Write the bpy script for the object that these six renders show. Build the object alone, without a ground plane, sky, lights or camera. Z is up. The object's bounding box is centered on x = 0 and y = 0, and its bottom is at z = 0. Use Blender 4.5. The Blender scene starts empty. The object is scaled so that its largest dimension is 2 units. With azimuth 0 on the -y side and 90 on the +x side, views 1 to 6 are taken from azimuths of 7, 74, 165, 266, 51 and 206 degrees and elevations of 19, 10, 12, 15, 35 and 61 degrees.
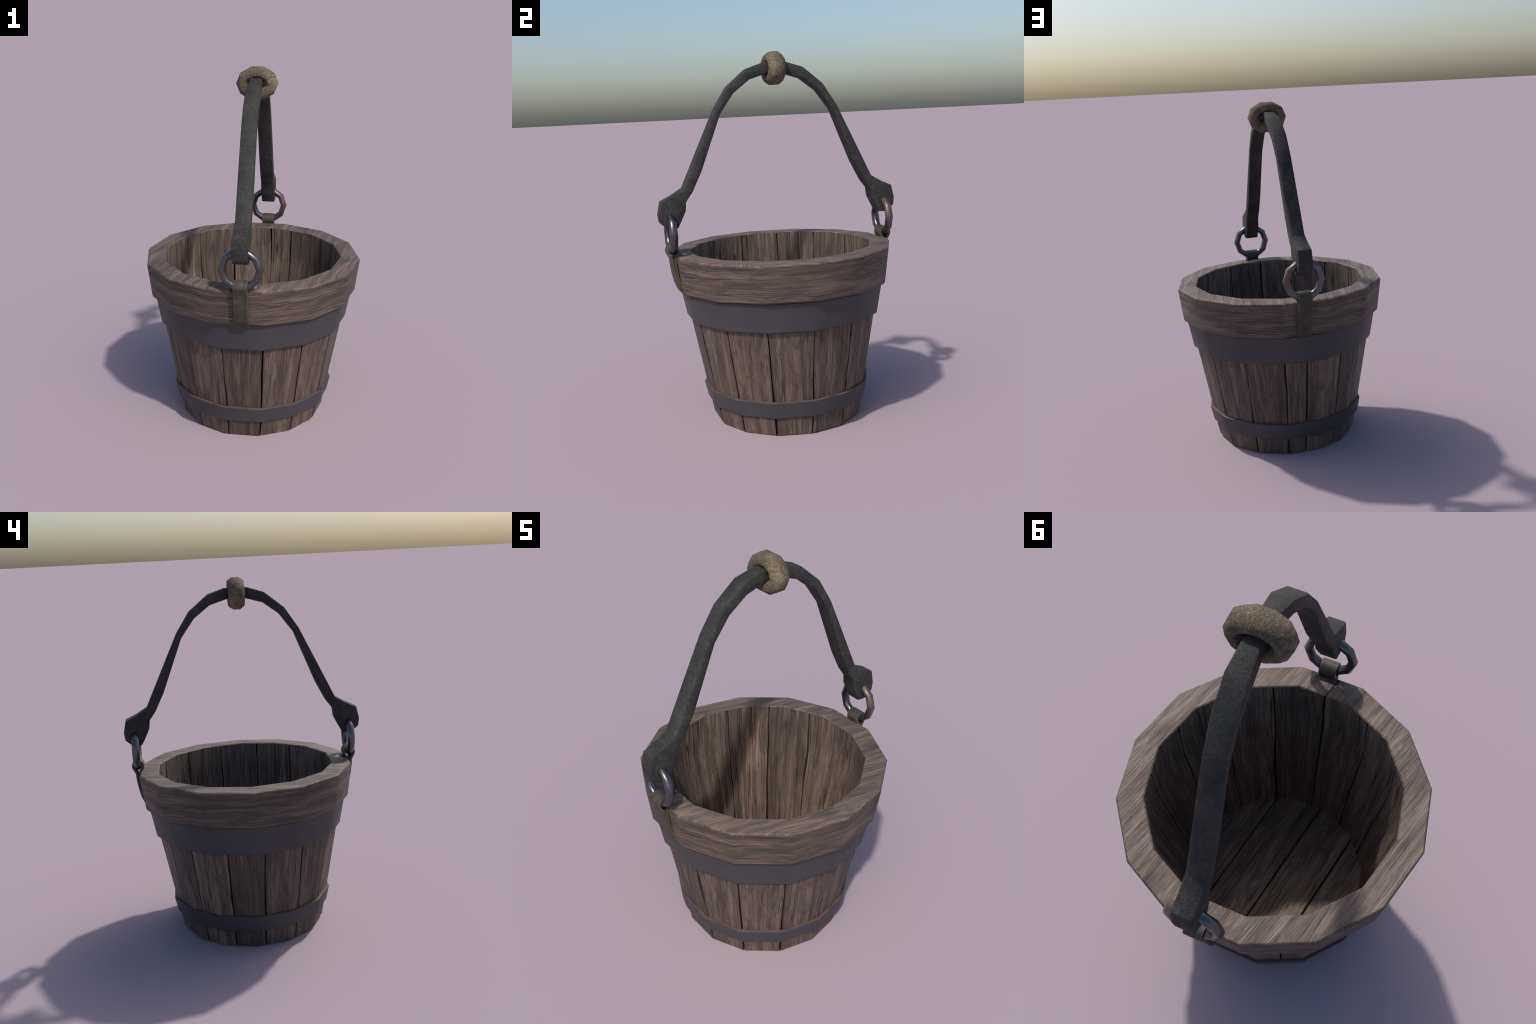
import bpy, math, random
from math import sin, cos, pi, radians, degrees, atan2, hypot, sqrt
from mathutils import Vector

random.seed(7)
N = 14                       # the bucket is a 14-sided frustum
W = 2 * pi / N
CORNERS = [W * j for j in range(-N, N + 1)]
scene = bpy.context.scene

# ------------------------------------------------------------------ materials
class G:
    """small node-graph helper"""
    def __init__(s, name):
        s.m = bpy.data.materials.new(name)
        s.m.use_nodes = True
        s.t = s.m.node_tree
        s.t.nodes.clear()
        s.out = s.n('ShaderNodeOutputMaterial')
        s.b = s.n('ShaderNodeBsdfPrincipled')
        s.link(s.b.outputs[0], s.out.inputs[0])
        s.tc = s.n('ShaderNodeTexCoord')
    def n(s, t, **k):
        x = s.t.nodes.new(t)
        for a, v in k.items(): setattr(x, a, v)
        return x
    def link(s, a, b): s.t.links.new(a, b)
    def put(s, sock, v):
        if hasattr(v, 'node'): s.link(v, sock)
        else: sock.default_value = v
    def math(s, op, a, b=0.0, c=0.0, clamp=False):
        x = s.n('ShaderNodeMath', operation=op, use_clamp=clamp)
        s.put(x.inputs[0], a); s.put(x.inputs[1], b); s.put(x.inputs[2], c)
        return x.outputs[0]
    def sep(s, v):
        x = s.n('ShaderNodeSeparateXYZ'); s.link(v, x.inputs[0]); return x.outputs
    def comb(s, a, b, c):
        x = s.n('ShaderNodeCombineXYZ')
        s.put(x.inputs[0], a); s.put(x.inputs[1], b); s.put(x.inputs[2], c); return x.outputs[0]
    def scale(s, v, sc, off=(0, 0, 0)):
        x = s.n('ShaderNodeMapping'); s.link(v, x.inputs[0])
        x.inputs['Scale'].default_value = sc; x.inputs['Location'].default_value = off
        return x.outputs[0]
    def noise(s, v, sc=1.0, detail=3.0, rough=0.5, dist=0.0):
        x = s.n('ShaderNodeTexNoise'); s.link(v, x.inputs['Vector'])
        x.inputs['Scale'].default_value = sc; x.inputs['Detail'].default_value = detail
        x.inputs['Roughness'].default_value = rough; x.inputs['Distortion'].default_value = dist
        return x.outputs['Fac']
    def ramp(s, f, stops, interp='LINEAR'):
        x = s.n('ShaderNodeValToRGB'); s.link(f, x.inputs[0]); cr = x.color_ramp
        cr.interpolation = interp
        while len(cr.elements) < len(stops): cr.elements.new(0.5)
        for e, (p, c) in zip(cr.elements, stops):
            e.position = p; e.color = (*c, 1) if len(c) == 3 else c
        return x.outputs[0]
    def step(s, f, a, b):
        x = s.n('ShaderNodeMapRange'); s.link(f, x.inputs[0])
        x.inputs[1].default_value = a; x.inputs[2].default_value = b
        return x.outputs[0]
    def mix(s, f, a, b, blend='MIX'):
        x = s.n('ShaderNodeMix', data_type='RGBA', blend_type=blend)
        s.put(x.inputs[0], f)
        for k, v in ((6, a), (7, b)):
            if hasattr(v, 'node'): s.link(v, x.inputs[k])
            else: x.inputs[k].default_value = (*v, 1)
        return x.outputs[2]
    def bump(s, h, strength, dist):
        x = s.n('ShaderNodeBump'); s.link(h, x.inputs['Height'])
        x.inputs['Strength'].default_value = strength; x.inputs['Distance'].default_value = dist
        s.link(x.outputs[0], s.b.inputs['Normal'])
    def finish(s, col, rough, metal=0.0, spec=0.5):
        s.put(s.b.inputs['Base Color'], col if hasattr(col, 'node') else (*col, 1))
        s.put(s.b.inputs['Roughness'], rough)
        s.put(s.b.inputs['Metallic'], metal)
        s.b.inputs['Specular IOR Level'].default_value = spec
        return s.m

def grain_vector(g, mode, turn=0.0):
    """returns a vector: x across the grain, y along the grain, z depth (metres)"""
    o = g.sep(g.tc.outputs['Object'])
    if mode == 'planar':              # straight boards lying flat, turned by an angle
        a = radians(turn)
        along = g.math('ADD', g.math('MULTIPLY', o[0], cos(a)), g.math('MULTIPLY', o[1], sin(a)))
        across = g.math('SUBTRACT', g.math('MULTIPLY', o[1], cos(a)), g.math('MULTIPLY', o[0], sin(a)))
        return g.comb(across, along, o[2])
    a = radians(turn)                 # the wrap of the angle falls at turn
    ca, sa = -cos(a), -sin(a)
    xr = g.math('ADD', g.math('MULTIPLY', o[0], ca), g.math('MULTIPLY', o[1], sa))
    yr = g.math('SUBTRACT', g.math('MULTIPLY', o[1], ca), g.math('MULTIPLY', o[0], sa))
    ang = g.math('MULTIPLY', g.math('ARCTAN2', yr, xr), 0.5)
    if mode == 'upright':
        return g.comb(ang, o[2], 0.0)
    return g.comb(o[2], ang, 0.0)     # 'around'

def wood(name, mode, turn=0.0, gain=1.0, vary=True, crack=1.0, tar=0.66, contrast=1.0):
    g = G(name)
    v = grain_vector(g, mode, turn)
    if vary:                          # every board is cut from its own piece of timber
        oi = g.n('ShaderNodeObjectInfo')
        r = oi.outputs['Random']
        add = g.n('ShaderNodeVectorMath', operation='ADD')
        g.link(v, add.inputs[0])
        g.link(g.comb(g.math('MULTIPLY', r, 7.3), g.math('MULTIPLY', r, 3.1), g.math('MULTIPLY', r, 5.0)), add.inputs[1])
        v = add.outputs[0]
    else:
        r = None
    # gentle sideways wander of the grain
    wander = g.noise(g.scale(v, (6, 2.2, 5)), 1, 2)
    vx = g.sep(v)
    v = g.comb(g.math('ADD', vx[0], g.math('MULTIPLY', g.math('SUBTRACT', wander, 0.5), 0.032)), vx[1], vx[2])
    fibre = g.noise(g.scale(v, (400, 10, 300)), 1, 3, 0.65)
    streak = g.noise(g.scale(v, (130, 3.0, 90)), 1, 4, 0.62, 0.15)
    broad = g.noise(g.scale(v, (30, 1.3, 26)), 1, 3, 0.55)
    blotch = g.noise(g.scale(v, (17, 5, 15), (3, 1, 7)), 1, 5, 0.72, 0.4)
    f = g.math('ADD', g.math('MULTIPLY', fibre, 0.42), g.math('MULTIPLY', streak, 0.36))
    f = g.math('ADD', f, g.math('MULTIPLY', broad, 0.40))
    f = g.math('ADD', g.math('MULTIPLY', g.math('SUBTRACT', f, 0.565), 1.95 * contrast), 0.5)
    if r is not None:
        f = g.math('ADD', f, g.math('MULTIPLY', g.math('SUBTRACT', r, 0.5), 0.22))
    k = gain
    col = g.ramp(f, [(0.08, (0.0200 * k, 0.0148 * k, 0.0125 * k)), (0.34, (0.060 * k, 0.0416 * k, 0.0330 * k)),
                     (0.56, (0.124 * k, 0.0862 * k, 0.0678 * k)), (0.92, (0.285 * k, 0.204 * k, 0.161 * k))])
    # greyed, tarry patches that follow the grain
    stain = g.step(g.math('ADD', blotch, g.math('MULTIPLY', g.math('SUBTRACT', streak, 0.5), 0.35)), 0.50, 0.62)
    col = g.mix(g.math('MULTIPLY', stain, tar), col, (0.036 * k, 0.0315 * k, 0.0295 * k))
    # drying cracks: thin level lines of long noises, one wide-spaced, one close
    cn = g.noise(g.scale(v, (26, 0.55, 19), (1.7, 4, 2)), 1, 2, 0.5)
    line = g.step(g.math('ABSOLUTE', g.math('SUBTRACT', cn, 0.5)), 0.016, 0.006)
    gate = g.step(g.noise(g.scale(v, (9, 1.6, 9), (5, 5, 5)), 1, 2), 0.42, 0.50)
    line = g.math('MULTIPLY', g.math('MULTIPLY', line, gate), 0.8 * crack)
    c2 = g.noise(g.scale(v, (85, 1.8, 70), (9, 2, 4)), 1, 2, 0.5)
    hair = g.step(g.math('ABSOLUTE', g.math('SUBTRACT', c2, 0.5)), 0.030, 0.008)
    hgate = g.step(g.noise(g.scale(v, (30, 5, 30), (2, 8, 5)), 1, 2), 0.48, 0.58)
    hair = g.math('MULTIPLY', g.math('MULTIPLY', hair, hgate), 0.7)
    line = g.math('MAXIMUM', line, hair)
    col = g.mix(line, col, (0.017, 0.0155, 0.015))
    fine = g.noise(g.tc.outputs['Object'], 320, 2, 0.75)
    col = g.mix(0.30, col, g.ramp(fine, [(0.32, (0.22, 0.22, 0.22)), (0.62, (1.1, 1.1, 1.1))]), 'MULTIPLY')
    h = g.math('SUBTRACT', g.math('ADD', g.math('MULTIPLY', fibre, 0.6), streak), g.math('MULTIPLY', line, 0.9))
    g.bump(h, 0.6, 0.005)
    return g.finish(col, g.ramp(f, [(0.2, (0.72,) * 3), (0.8, (0.50,) * 3)]), 0.0, 0.45)

def iron(name, z0, z1, rustw, tint=(0.060, 0.0575, 0.064)):
    """dark forged band; rust creeps in from the two edges"""
    g = G(name)
    oc = g.tc.outputs['Object']
    z = g.sep(oc)[2]
    n1 = g.noise(oc, 14, 5, 0.65)
    n2 = g.noise(oc, 90, 4, 0.7)
    n3 = g.noise(g.scale(oc, (30, 30, 160)), 1, 3, 0.6)
    col = g.mix(n1, tuple(c * 0.80 for c in tint), tuple(c * 1.25 for c in tint))
    col = g.mix(g.step(n2, 0.55, 0.80), col, tuple(c * 1.18 for c in tint))
    edge = g.math('MINIMUM', g.math('SUBTRACT', z, z0), g.math('SUBTRACT', z1, z))
    reach = g.math('MULTIPLY', g.math('ADD', g.math('MULTIPLY', g.step(n1, 0.40, 0.66), 0.9), g.math('MULTIPLY', g.math('SUBTRACT', n2, 0.5), 0.8)), rustw)
    m = g.step(g.math('SUBTRACT', reach, edge), -0.001, 0.004)
    rust = g.mix(n2, (0.060, 0.024, 0.014), (0.19, 0.075, 0.038))
    col = g.mix(g.math('MULTIPLY', m, 0.65), col, rust)
    g.bump(g.math('ADD', g.math('MULTIPLY', n2, 0.5), n3), 0.25, 0.003)
    rough = g.math('ADD', 0.48, g.math('MULTIPLY', n1, 0.2))
    return g.finish(col, g.math('ADD', rough, g.math('MULTIPLY', m, 0.15)), g.math('SUBTRACT', 0.40, g.math('MULTIPLY', m, 0.40)), 0.5)

def steel(name, rust_side):
    g = G(name)
    oc = g.tc.outputs['Object']
    o = g.sep(oc)
    n1 = g.noise(oc, 22, 4, 0.65)
    n2 = g.noise(oc, 130, 3, 0.7)
    col = g.mix(n1, (0.075, 0.078, 0.088), (0.15, 0.15, 0.16))
    lean = g.math('ADD', g.math('MULTIPLY', o[0], 5.0 * rust_side), g.math('MULTIPLY', o[2], 2.4))
    m = g.step(g.math('ADD', lean, g.math('MULTIPLY', g.math('SUBTRACT', n1, 0.5), 1.6)), 0.28, 0.62)
    rust = g.mix(n2, (0.07, 0.032, 0.024), (0.17, 0.085, 0.062))
    m = g.math('MULTIPLY', m, 0.85 if rust_side else 0.12)
    col = g.mix(m, col, rust)
    g.bump(n2, 0.15, 0.002)
    return g.finish(col, g.math('ADD', 0.30, g.math('MULTIPLY', m, 0.25)), g.math('SUBTRACT', 0.9, g.math('MULTIPLY', m, 0.7)), 0.5)

def handle_mat():
    g = G('charred_ash_grip')
    oc = g.tc.outputs['Object']
    n1 = g.noise(oc, 11, 4, 0.6)
    along = g.noise(g.scale(oc, (150, 16, 16)), 1, 4, 0.7, 0.6)
    cross = g.noise(g.scale(oc, (14, 110, 110)), 1, 4, 0.7, 0.5)
    n2 = g.noise(oc, 75, 5, 0.72, 0.6)
    f = g.math('ADD', g.math('MULTIPLY', along, 0.22), g.math('ADD', g.math('MULTIPLY', cross, 0.16), g.math('MULTIPLY', n2, 0.62)))
    f = g.math('ADD', f, g.math('MULTIPLY', g.math('SUBTRACT', n1, 0.5), 0.45))
    col = g.ramp(f, [(0.34, (0.0115, 0.0114, 0.0114)), (0.5, (0.0265, 0.0262, 0.0252)), (0.66, (0.051, 0.0505, 0.047))])
    g.bump(f, 0.7, 0.008)
    return g.finish(col, 0.72, 0.0, 0.35)

def rope_mat():
    g = G('hemp_cord')
    oc = g.tc.outputs['Object']
    o = g.sep(oc)
    ang = g.math('ARCTAN2', o[2], o[0])
    v = g.comb(g.math('MULTIPLY', g.math('ADD', ang, g.math('MULTIPLY', o[1], 6.0)), 0.1), o[1], g.math('MULTIPLY', g.math('SUBTRACT', ang, g.math('MULTIPLY', o[1], 4.0)), 0.03))
    warp = g.noise(oc, 30, 2)
    a = g.noise(g.scale(v, (190, 60, 60)), 1, 4, 0.65, 1.2)
    b = g.noise(g.scale(oc, (95, 55, 95)), 1, 4, 0.7, 1.6)
    c = g.noise(oc, 13, 3, 0.6)
    f = g.math('ADD', g.math('MULTIPLY', a, 0.45), g.math('MULTIPLY', b, 0.55))
    f = g.math('ADD', f, g.math('MULTIPLY', g.math('SUBTRACT', c, 0.5), 0.3))
    col = g.ramp(f, [(0.36, (0.060, 0.046, 0.030)), (0.5, (0.155, 0.123, 0.082)), (0.66, (0.36, 0.297, 0.208))])
    g.bump(f, 1.0, 0.014)
    return g.finish(col, 0.85, 0.0, 0.3)

def leather_mat():
    g = G('old_leather')
    oc = g.tc.outputs['Object']
    n1 = g.noise(oc, 26, 4, 0.65)
    n2 = g.noise(oc, 170, 3, 0.7)
    f = g.math('ADD', g.math('MULTIPLY', n1, 0.65), g.math('MULTIPLY', n2, 0.35))
    col = g.ramp(f, [(0.34, (0.022, 0.0185, 0.0145)), (0.5, (0.042, 0.036, 0.0275)), (0.68, (0.070, 0.059, 0.045))])
    x = g.math('ABSOLUTE', g.math('SUBTRACT', g.sep(oc)[0], 0.021))
    worn = g.math('MULTIPLY', g.step(g.math('ADD', x, g.math('MULTIPLY', n2, 0.004)), 0.0335, 0.0375), 0.5)
    col = g.mix(worn, col, (0.11, 0.088, 0.064))
    g.bump(f, 0.5, 0.004)
    return g.finish(col, 0.62, 0.0, 0.4)

def plain(name, c, rough=0.9):
    return G(name).finish(c, rough, 0.0, 0.2)

M_STAVE = wood('weathered_stave_oak', 'upright', 77.0, gain=0.97)
M_LINING = wood('weathered_lining_oak', 'upright', 97.0, gain=1.2, tar=0.45)
M_COLLAR = wood('weathered_collar_oak', 'around', 77.0, gain=0.87, vary=False, crack=1.0)
M_RIM = wood('weathered_rim_oak', 'planar', -103.0, gain=1.06, vary=False, crack=0.4, tar=0.55)
M_FLOOR = wood('weathered_floor_oak', 'planar', -98.9)
M_DARK = plain('near_black_joint_backing', (0.010, 0.010, 0.010))
M_HANDLE = handle_mat(); M_ROPE = rope_mat(); M_LEATHER = leather_mat()

# ------------------------------------------------------------------ builders
root = bpy.data.objects.new('wooden_bucket', None)
scene.collection.objects.link(root)
root['label'] = 'weathered wooden stave bucket with iron hoops and dark handle'
root['category'] = 'bucket'

def make(name, verts, faces, mats, normals=None, mat_ids=None, parent=None, smooth_angle=None):
    me = bpy.data.meshes.new(name)
    me.from_pydata([tuple(v) for v in verts], [], faces)
    for m in mats: me.materials.append(m)
    if mat_ids:
        for p, i in zip(me.polygons, mat_ids): p.material_index = i
    me.validate(); me.update()
    ob = bpy.data.objects.new(name, me)
    scene.collection.objects.link(ob)
    ob.parent = parent or root
    if normals:
        for p in me.polygons: p.use_smooth = True
        me.normals_split_custom_set([tuple(Vector(n).normalized()) for f in normals for n in f])
    elif smooth_angle:
        for p in me.polygons: p.use_smooth = True
        me.set_sharp_from_angle(angle=radians(smooth_angle))
    return ob

def poly_r(R, a):
    """distance from the axis to a 14-gon of corner radius R along angle a"""
    return R * cos(W / 2) / cos((a % W) - W / 2)

def on_poly(R, a, z):
    r = poly_r(R, a); return (r * cos(a), r * sin(a), z)

def lathe(name, prof, mats, ids=None, soft=()):
    """14-sided ring from a closed (radius, height) profile given counter-clockwise
    in the (r,z) half-plane.  Segments listed in soft are chamfers whose shading
    runs over from their neighbours, so the edge reads as rounded."""
    n = len(prof)
    segn = []
    for i in range(n):
        (r0, z0), (r1, z1) = prof[i], prof[(i + 1) % n]
        l = hypot(r1 - r0, z1 - z0); segn.append(((z1 - z0) / l, -(r1 - r0) / l))
    V = [(r * cos(W * j), r * sin(W * j), z) for j in range(N) for (r, z) in prof]
    F, NR, MI = [], [], []
    for j in range(N):
        k = (j + 1) % N
        for i in range(n):
            i2 = (i + 1) % n
            F.append((j * n + i, k * n + i, k * n + i2, j * n + i2))
            na, nb = (segn[i - 1], segn[i2]) if i in soft else (segn[i], segn[i])
            def rot(q, a): return (q[0] * cos(a), q[0] * sin(a), q[1])
            aj, ak = W * j, W * (j + 1)
            NR.append([rot(na, aj), rot(na, ak), rot(nb, ak), rot(nb, aj)])
            MI.append(ids[i] if ids else 0)
    return make(name, V, F, mats, NR, MI)

# ------------------------------------------------------------------ staves
def r_out(z):                          # outside of the wall
    return 0.4220 + 0.176 * (z - 0.02) if z > 0.018 else 0.408 + 0.0136 * z / 0.018
def r_in(z):  return 0.503 if z > 0.76 else 0.503 - 0.155 * (0.76 - z)   # straight lip, then tapering
def r_mid(z): return 0.5 * (r_out(z) + r_in(z))
ZTOP = 0.9510

def wiggler(rng, amp):
    ph = [(rng.uniform(0, 6.28), rng.uniform(4, 7)), (rng.uniform(0, 6.28), rng.uniform(11, 17)), (rng.uniform(0, 6.28), rng.uniform(24, 33))]
    return lambda z: amp * (0.55 * sin(ph[0][0] + ph[0][1] * z) + 0.3 * sin(ph[1][0] + ph[1][1] * z) + 0.15 * sin(ph[2][0] + ph[2][1] * z))

def stave_ring(name, seams_deg, rows, face_r, back_r, outward, mat, gap, amp, seed):
    rng = random.Random(seed)
    seams = sorted(radians(s) for s in seams_deg)
    wig = [(wiggler(rng, amp), wiggler(rng, gap * 0.3)) for _ in seams]
    ns = len(seams)
    for k in range(ns):
        a0, a1 = seams[k], seams[(k + 1) % ns]
        if a1 < a0: a1 += 2 * pi
        (w0, g0), (w1, g1) = wig[k], wig[(k + 1) % ns]
        inner = [c for c in CORNERS + [c + 2 * pi for c in CORNERS] if a0 + radians(1.3) < c < a1 - radians(1.3)]
        inner = sorted(set(round(c, 6) for c in inner))
        V, cols = [], len(inner) + 2
        ANG = []
        for z in rows:
            r = face_r(z)
            lo = a0 + (w0(z) + gap / 2 + g0(z)) / r
            hi = a1 + (w1(z) - gap / 2 - g1(z)) / r
            ang = [lo] + inner + [hi]
            ANG.append(ang)
            for a in ang: V.append(on_poly(face_r(z), a, z))
            for a in ang: V.append(on_poly(back_r(z), a, z))
        F, NR = [], []
        s = 1 if outward else -1
        def nrm(i, c):
            z = rows[i]; e = 0.004
            sl = 0.176 if outward else 0.1485 * min(1, max(0, (0.80 - z) / 0.08))
            a = ANG[i][c]; return (s * cos(a), s * sin(a), -s * sl)
        def quad(q, nn=None):
            f = q if outward else q[::-1]
            F.append(tuple(f))
            if nn is None:
                p = [Vector(V[i]) for i in f]
                m = (p[2] - p[0]).cross(p[3] - p[1]); NR.append([m] * 4)
            else:
                NR.append(nn if outward else nn[::-1])
        st = 2 * cols
        R = len(rows)
        for i in range(R - 1):
            for c in range(cols - 1):
                q = [i * st + c, i * st + c + 1, (i + 1) * st + c + 1, (i + 1) * st + c]
                quad(q, [nrm(i, c), nrm(i, c + 1), nrm(i + 1, c + 1), nrm(i + 1, c)])
                quad([x + cols for x in q[::-1]])
            quad([i * st + cols, i * st, (i + 1) * st, (i + 1) * st + cols])
            e = cols - 1
            quad([i * st + e, i * st + cols + e, (i + 1) * st + cols + e, (i + 1) * st + e])
        for c in range(cols - 1):
            quad([c + 1, c, cols + c, cols + c + 1])
            b = (R - 1) * st
            quad([b + c, b + c + 1, b + cols + c + 1, b + cols + c])
        make(name, V, F, [mat], NR)

rows_o = [0.0, 0.018] + [0.05 + i * (ZTOP - 0.05) / 20 for i in range(21)]
stave_ring('stave', [-149, -126, -100.8, -76.3, -51.6, -26.3, 0, 25.4, 51.5, 76.9, 91.2, 116.6, 138.2, 163.0, -174.2],
           rows_o, r_out, lambda z: r_mid(z) + 0.004, True, M_STAVE, 0.0080, 0.0036, 11)
rows_i = [0.03 + i * 0.73 / 16 for i in range(17)] + [0.80, 0.85, 0.90, ZTOP]
stave_ring('lining_stave', [165, 138.5, 111.4, 83.4, 68.4, 41, 13.7, -13, -39, -65.3, -91.2, -116.6, -142.3, -169],
           rows_i, r_in, lambda z: r_mid(z) - 0.004, False, M_LINING, 0.0080, 0.0048, 12)
# near-black core between the two layers of boards, seen through the gaps
lathe('joint_dark_core', [(r_mid(0.012) - 0.0035, 0.012), (r_mid(0.012) + 0.0035, 0.012),
                      (r_mid(0.76) + 0.0035, 0.76), (r_mid(0.94) + 0.0035, 0.94), (r_mid(0.94) - 0.0035, 0.94), (r_mid(0.76) - 0.0035, 0.76)], [M_DARK])

# ------------------------------------------------------------------ floor boards
def clip(poly, nx, ny, d):
    out = []
    for i in range(len(poly)):
        p, q = poly[i], poly[(i + 1) % len(poly)]
        a, b = p[0] * nx + p[1] * ny - d, q[0] * nx + q[1] * ny - d
        if a <= 0: out.append(p)
        if a * b < 0:
            t = a / (a - b); out.append((p[0] + t * (q[0] - p[0]), p[1] + t * (q[1] - p[1])))
    return out
FZ = 0.11
disc = [on_poly(r_in(FZ) + 0.002, W * j, 0)[:2] for j in range(N)]
fa = radians(-98.9 + 90)
nx, ny = cos(fa), sin(fa)
cuts = [-0.6, -0.2125, 0.003, 0.2205, 0.6]
for lo, hi in zip(cuts, cuts[1:]):
    p = clip(clip(disc, nx, ny, hi * nx - 0.004), -nx, -ny, -(lo * nx + 0.004))
    m = len(p)
    V = [(x, y, FZ) for x, y in p] + [(x * 0.955, y * 0.955, 0.035) for x, y in p]
    F = [tuple(range(m)), tuple(range(2 * m - 1, m - 1, -1))] + [(m + i, m + (i + 1) % m, (i + 1) % m, i) for i in range(m)]
    make('floor_board', V, F, [M_FLOOR])
pr = r_in(0.08) - 0.004
lathe_v = [(pr * 0.97 * cos(W * j), pr * 0.97 * sin(W * j), z) for z in (0.05, 0.095) for j in range(N)]
make('floor_joint_dark_core', lathe_v, [tuple(range(N - 1, -1, -1)), tuple(range(N, 2 * N))] +
     [(j, (j + 1) % N, N + (j + 1) % N, N + j) for j in range(N)], [M_DARK])

# ------------------------------------------------------------------ collar and hoops
collar = lathe('collar',
      [(0.549, 0.752), (0.583, 0.752), (0.5895, 0.762), (0.6125, 0.943), (0.6035, 0.9560),
       (0.5085, 0.9565), (0.5035, 0.9520), (0.575, 0.9520)],
      [M_COLLAR, M_RIM], ids=[0, 0, 0, 1, 1, 1, 0, 0], soft=(1, 3))
lathe('upper_hoop', [(0.512, 0.590), (0.537, 0.590), (0.5405, 0.596), (0.5675, 0.745), (0.5620, 0.7515), (0.541, 0.7515)],
      [iron('upper_hoop_iron', 0.590, 0.7500, 0.0075)], soft=(1,))
lathe('lower_hoop', [(0.432, 0.107), (0.4465, 0.107), (0.450, 0.112), (0.4675, 0.196), (0.4645, 0.2005), (0.449, 0.2015)],
      [iron('lower_hoop_iron', 0.107, 0.2010, 0.0065)], soft=(1, 3))

# ------------------------------------------------------------------ handle
XC = 0.0215
outer = [(0.0, 1.946), (0.066, 1.944), (0.155, 1.915), (0.264, 1.827), (0.3405, 1.7115), (0.4385, 1.511), (0.536, 1.310),
         (0.596, 1.275), (0.657, 1.247), (0.6725, 1.178), (0.667, 1.135), (0.640, 1.112)]
inner = [(0.0, 1.889), (0.050, 1.886), (0.146, 1.858), (0.236, 1.791), (0.313, 1.688), (0.431, 1.395), (0.485, 1.291),
         (0.524, 1.239), (0.529, 1.192), (0.556, 1.138), (0.575, 1.104), (0.608, 1.100)]
def strip_solid(name, up, low, half, mat, bevel, smooth):
    """closed bar: ladder of up/low points in the y-z plane, extruded in x, edges bevelled"""
    import bmesh
    up = [(-y, z) for y, z in up[:0:-1]] + up
    low = [(-y, z) for y, z in low[:0:-1]] + low
    n = len(up)
    # the bar is shaved narrower where it passes through the cord ring
    slim = lambda y: 0.80 if abs(y) < 0.1 else 1.0
    V = [(sx * half * slim(y), y, z) for sx in (1, -1) for L in (up, low) for y, z in L]
    U, L, U2, L2 = 0, n, 2 * n, 3 * n
    F = []
    for i in range(n - 1):
        F += [(U + i, L + i, L + i + 1, U + i + 1), (U2 + i, U2 + i + 1, L2 + i + 1, L2 + i),
              (U + i, U + i + 1, U2 + i + 1, U2 + i), (L + i, L2 + i, L2 + i + 1, L + i + 1)]
    F += [(U, U2, L2, L), (U + n - 1, L + n - 1, L2 + n - 1, U2 + n - 1)]
    ob = make(name, V, F, [mat])
    bm = bmesh.new(); bm.from_mesh(ob.data)
    bmesh.ops.recalc_face_normals(bm, faces=bm.faces)
    ed = [e for e in bm.edges if e.verts[0].co.x * e.verts[1].co.x > 0
          and e.calc_face_angle() > radians(60)]
    bmesh.ops.bevel(bm, geom=ed, offset=bevel, segments=2, profile=0.5, affect='EDGES')
    bm.to_mesh(ob.data); bm.free()
    for p in ob.data.polygons: p.use_smooth = True
    ob.data.set_sharp_from_angle(angle=radians(smooth))
    return ob
handle = strip_solid('handle', outer, inner, 0.0405, M_HANDLE, 0.009, 32)
handle.location.x = XC

# ------------------------------------------------------------------ cord ring round the handle
def ring(name, a, b, ta, tb, n, m, mat, phase=0.0, smooth=50, parent=None):
    """n-sided elliptical ring lying in the x-z plane; section ta (radial) by tb (along y)"""
    V, F = [], []
    for i in range(n):
        t = 2 * pi * i / n
        for k in range(m):
            s = 2 * pi * (k + 0.5) / m + phase
            V.append(((a + ta * cos(s)) * cos(t), tb * sin(s), (b + ta * cos(s)) * sin(t)))
    for i in range(n):
        for k in range(m):
            F.append((i * m + k, ((i + 1) % n) * m + k, ((i + 1) % n) * m + (k + 1) % m, i * m + (k + 1) % m))
    return make(name, V, F, [mat], smooth_angle=smooth, parent=parent)
cord = ring('cord_ring', 0.0790, 0.0580, 0.0352, 0.0480, 10, 8, M_ROPE, smooth=60)
cord.location = (XC, -0.002, 1.914)

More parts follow.
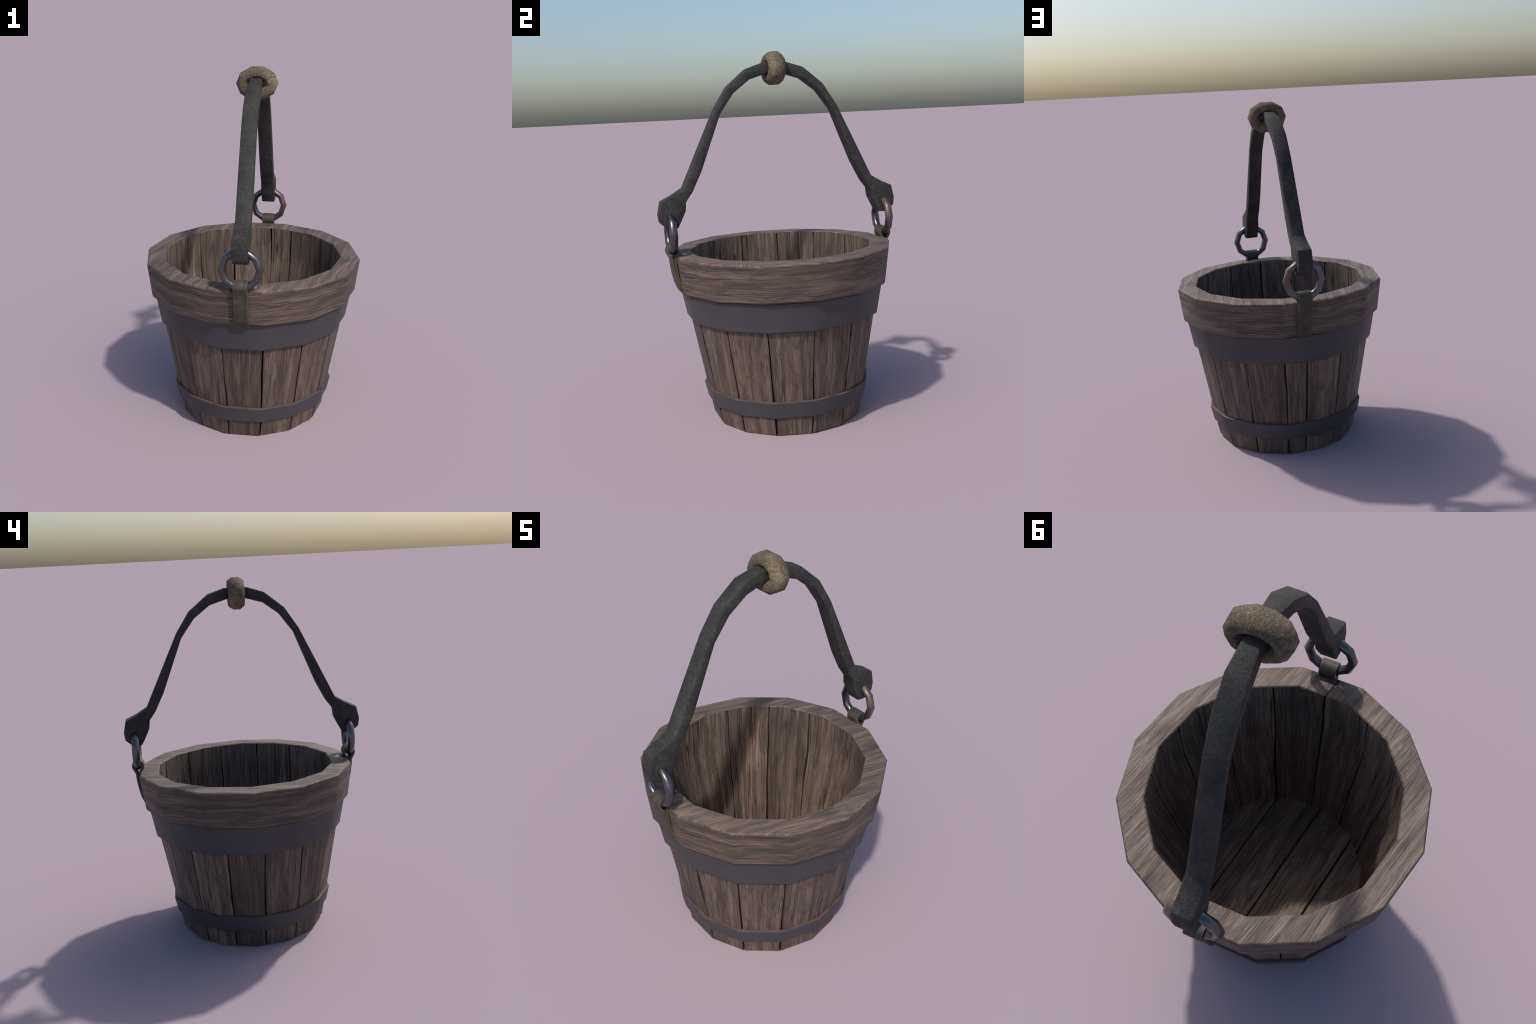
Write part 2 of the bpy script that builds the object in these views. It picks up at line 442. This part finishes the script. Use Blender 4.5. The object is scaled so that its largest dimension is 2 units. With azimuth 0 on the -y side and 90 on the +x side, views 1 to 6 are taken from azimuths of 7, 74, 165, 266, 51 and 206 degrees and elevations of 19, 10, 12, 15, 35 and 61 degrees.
# ------------------------------------------------------------------ steel rings and leather straps
for side, rust in ((-1, 0), (1, 1)):
    rg = ring('steel_ring', 0.0975, 0.0975, 0.0195, 0.0215, 10, 8, steel('ring_steel', rust), smooth=50)
    rg.location = (XC - 0.001, side * 0.611, 1.074)

    # strap: two layers of leather, looped round the ring, tail tucked under the collar
    path = [(0.560, 0.7450), (0.574, 0.7540), (0.5875, 0.7690), (0.6035, 0.810), (0.6140, 0.860), (0.6210, 0.912), (0.6225, 0.940)]
    cy, cz, cr = 0.613, 0.9815, 0.0285
    for d in (-20, 10, 40, 70, 100, 130, 160, 190, 210):
        path.append((cy + cr * cos(radians(d)), cz + cr * sin(radians(d))))
    path += [(0.6045, 0.942), (0.6060, 0.912), (0.6000, 0.860), (0.5915, 0.815), (0.5790, 0.776), (0.5660, 0.7575)]
    th, hw = 0.0062, 0.0365
    n = len(path)
    L, Rr = [], []
    for i in range(n):
        p0, p1 = path[max(i - 1, 0)], path[min(i + 1, n - 1)]
        dy, dz = p1[0] - p0[0], p1[1] - p0[1]; l = hypot(dy, dz)
        L.append((path[i][0] + dz / l * th, path[i][1] - dy / l * th))
        Rr.append((path[i][0] - dz / l * th, path[i][1] + dy / l * th))
    import bmesh
    V = [(XC + sx * hw, side * (y - 0.003), z) for sx in (1, -1) for Q in (L, Rr) for y, z in Q]
    F = []
    for i in range(n - 1):
        F += [(i, i + 1, n + i + 1, n + i), (2 * n + i, 3 * n + i, 3 * n + i + 1, 2 * n + i + 1),
              (i, 2 * n + i, 2 * n + i + 1, i + 1), (n + i, n + i + 1, 3 * n + i + 1, 3 * n + i)]
    F += [(0, n, 3 * n, 2 * n), (n - 1, 3 * n - 1, 4 * n - 1, 2 * n - 1)]
    ob = make('leather_strap', V, F, [M_LEATHER])
    bm = bmesh.new(); bm.from_mesh(ob.data)
    bmesh.ops.recalc_face_normals(bm, faces=bm.faces)
    bm.to_mesh(ob.data); bm.free()
    for p in ob.data.polygons: p.use_smooth = True
    ob.data.set_sharp_from_angle(angle=radians(40))

# ------------------------------------------------------------------ the one open joint across the top of the rim
import bmesh
p0, p1 = Vector((-0.010, -0.484, 0.957)), Vector((-0.034, -0.600, 0.957))
d = (p1 - p0).normalized(); s = Vector((-d.y, d.x, 0)) * 0.0022
V = [p0 - s, p1 - s, p1 + s, p0 + s]
V = V + [Vector((v.x, v.y, 0.9475)) for v in V]
cut = make('cutter', V, [(3, 2, 1, 0), (4, 5, 6, 7), (0, 1, 5, 4), (1, 2, 6, 5), (2, 3, 7, 6), (3, 0, 4, 7)], [M_DARK])
bm = bmesh.new(); bm.from_mesh(cut.data); bmesh.ops.recalc_face_normals(bm, faces=bm.faces); bm.to_mesh(cut.data); bm.free()
joint = make('rim_joint_dark_face', [v for v in V], [(3, 2, 1, 0)], [M_DARK])
bpy.data.objects.remove(joint)
md = collar.modifiers.new('joint', 'BOOLEAN'); md.object = cut; md.operation = 'DIFFERENCE'; md.solver = 'EXACT'
try: md.material_mode = 'TRANSFER'
except Exception: pass
dg = bpy.context.evaluated_depsgraph_get()
nm = bpy.data.meshes.new_from_object(collar.evaluated_get(dg), depsgraph=dg)
collar.modifiers.clear(); collar.data = nm; nm.name = 'collar'
bpy.data.objects.remove(cut)
# the tub stands a hair off the middle of the handle's plane
for o in root.children:
    if o.name.split('.')[0] in ('stave', 'lining_stave', 'joint_dark_core', 'floor_board', 'floor_joint_dark_core', 'collar', 'upper_hoop', 'lower_hoop'):
        o.location = (0.0, 0.001, 0)
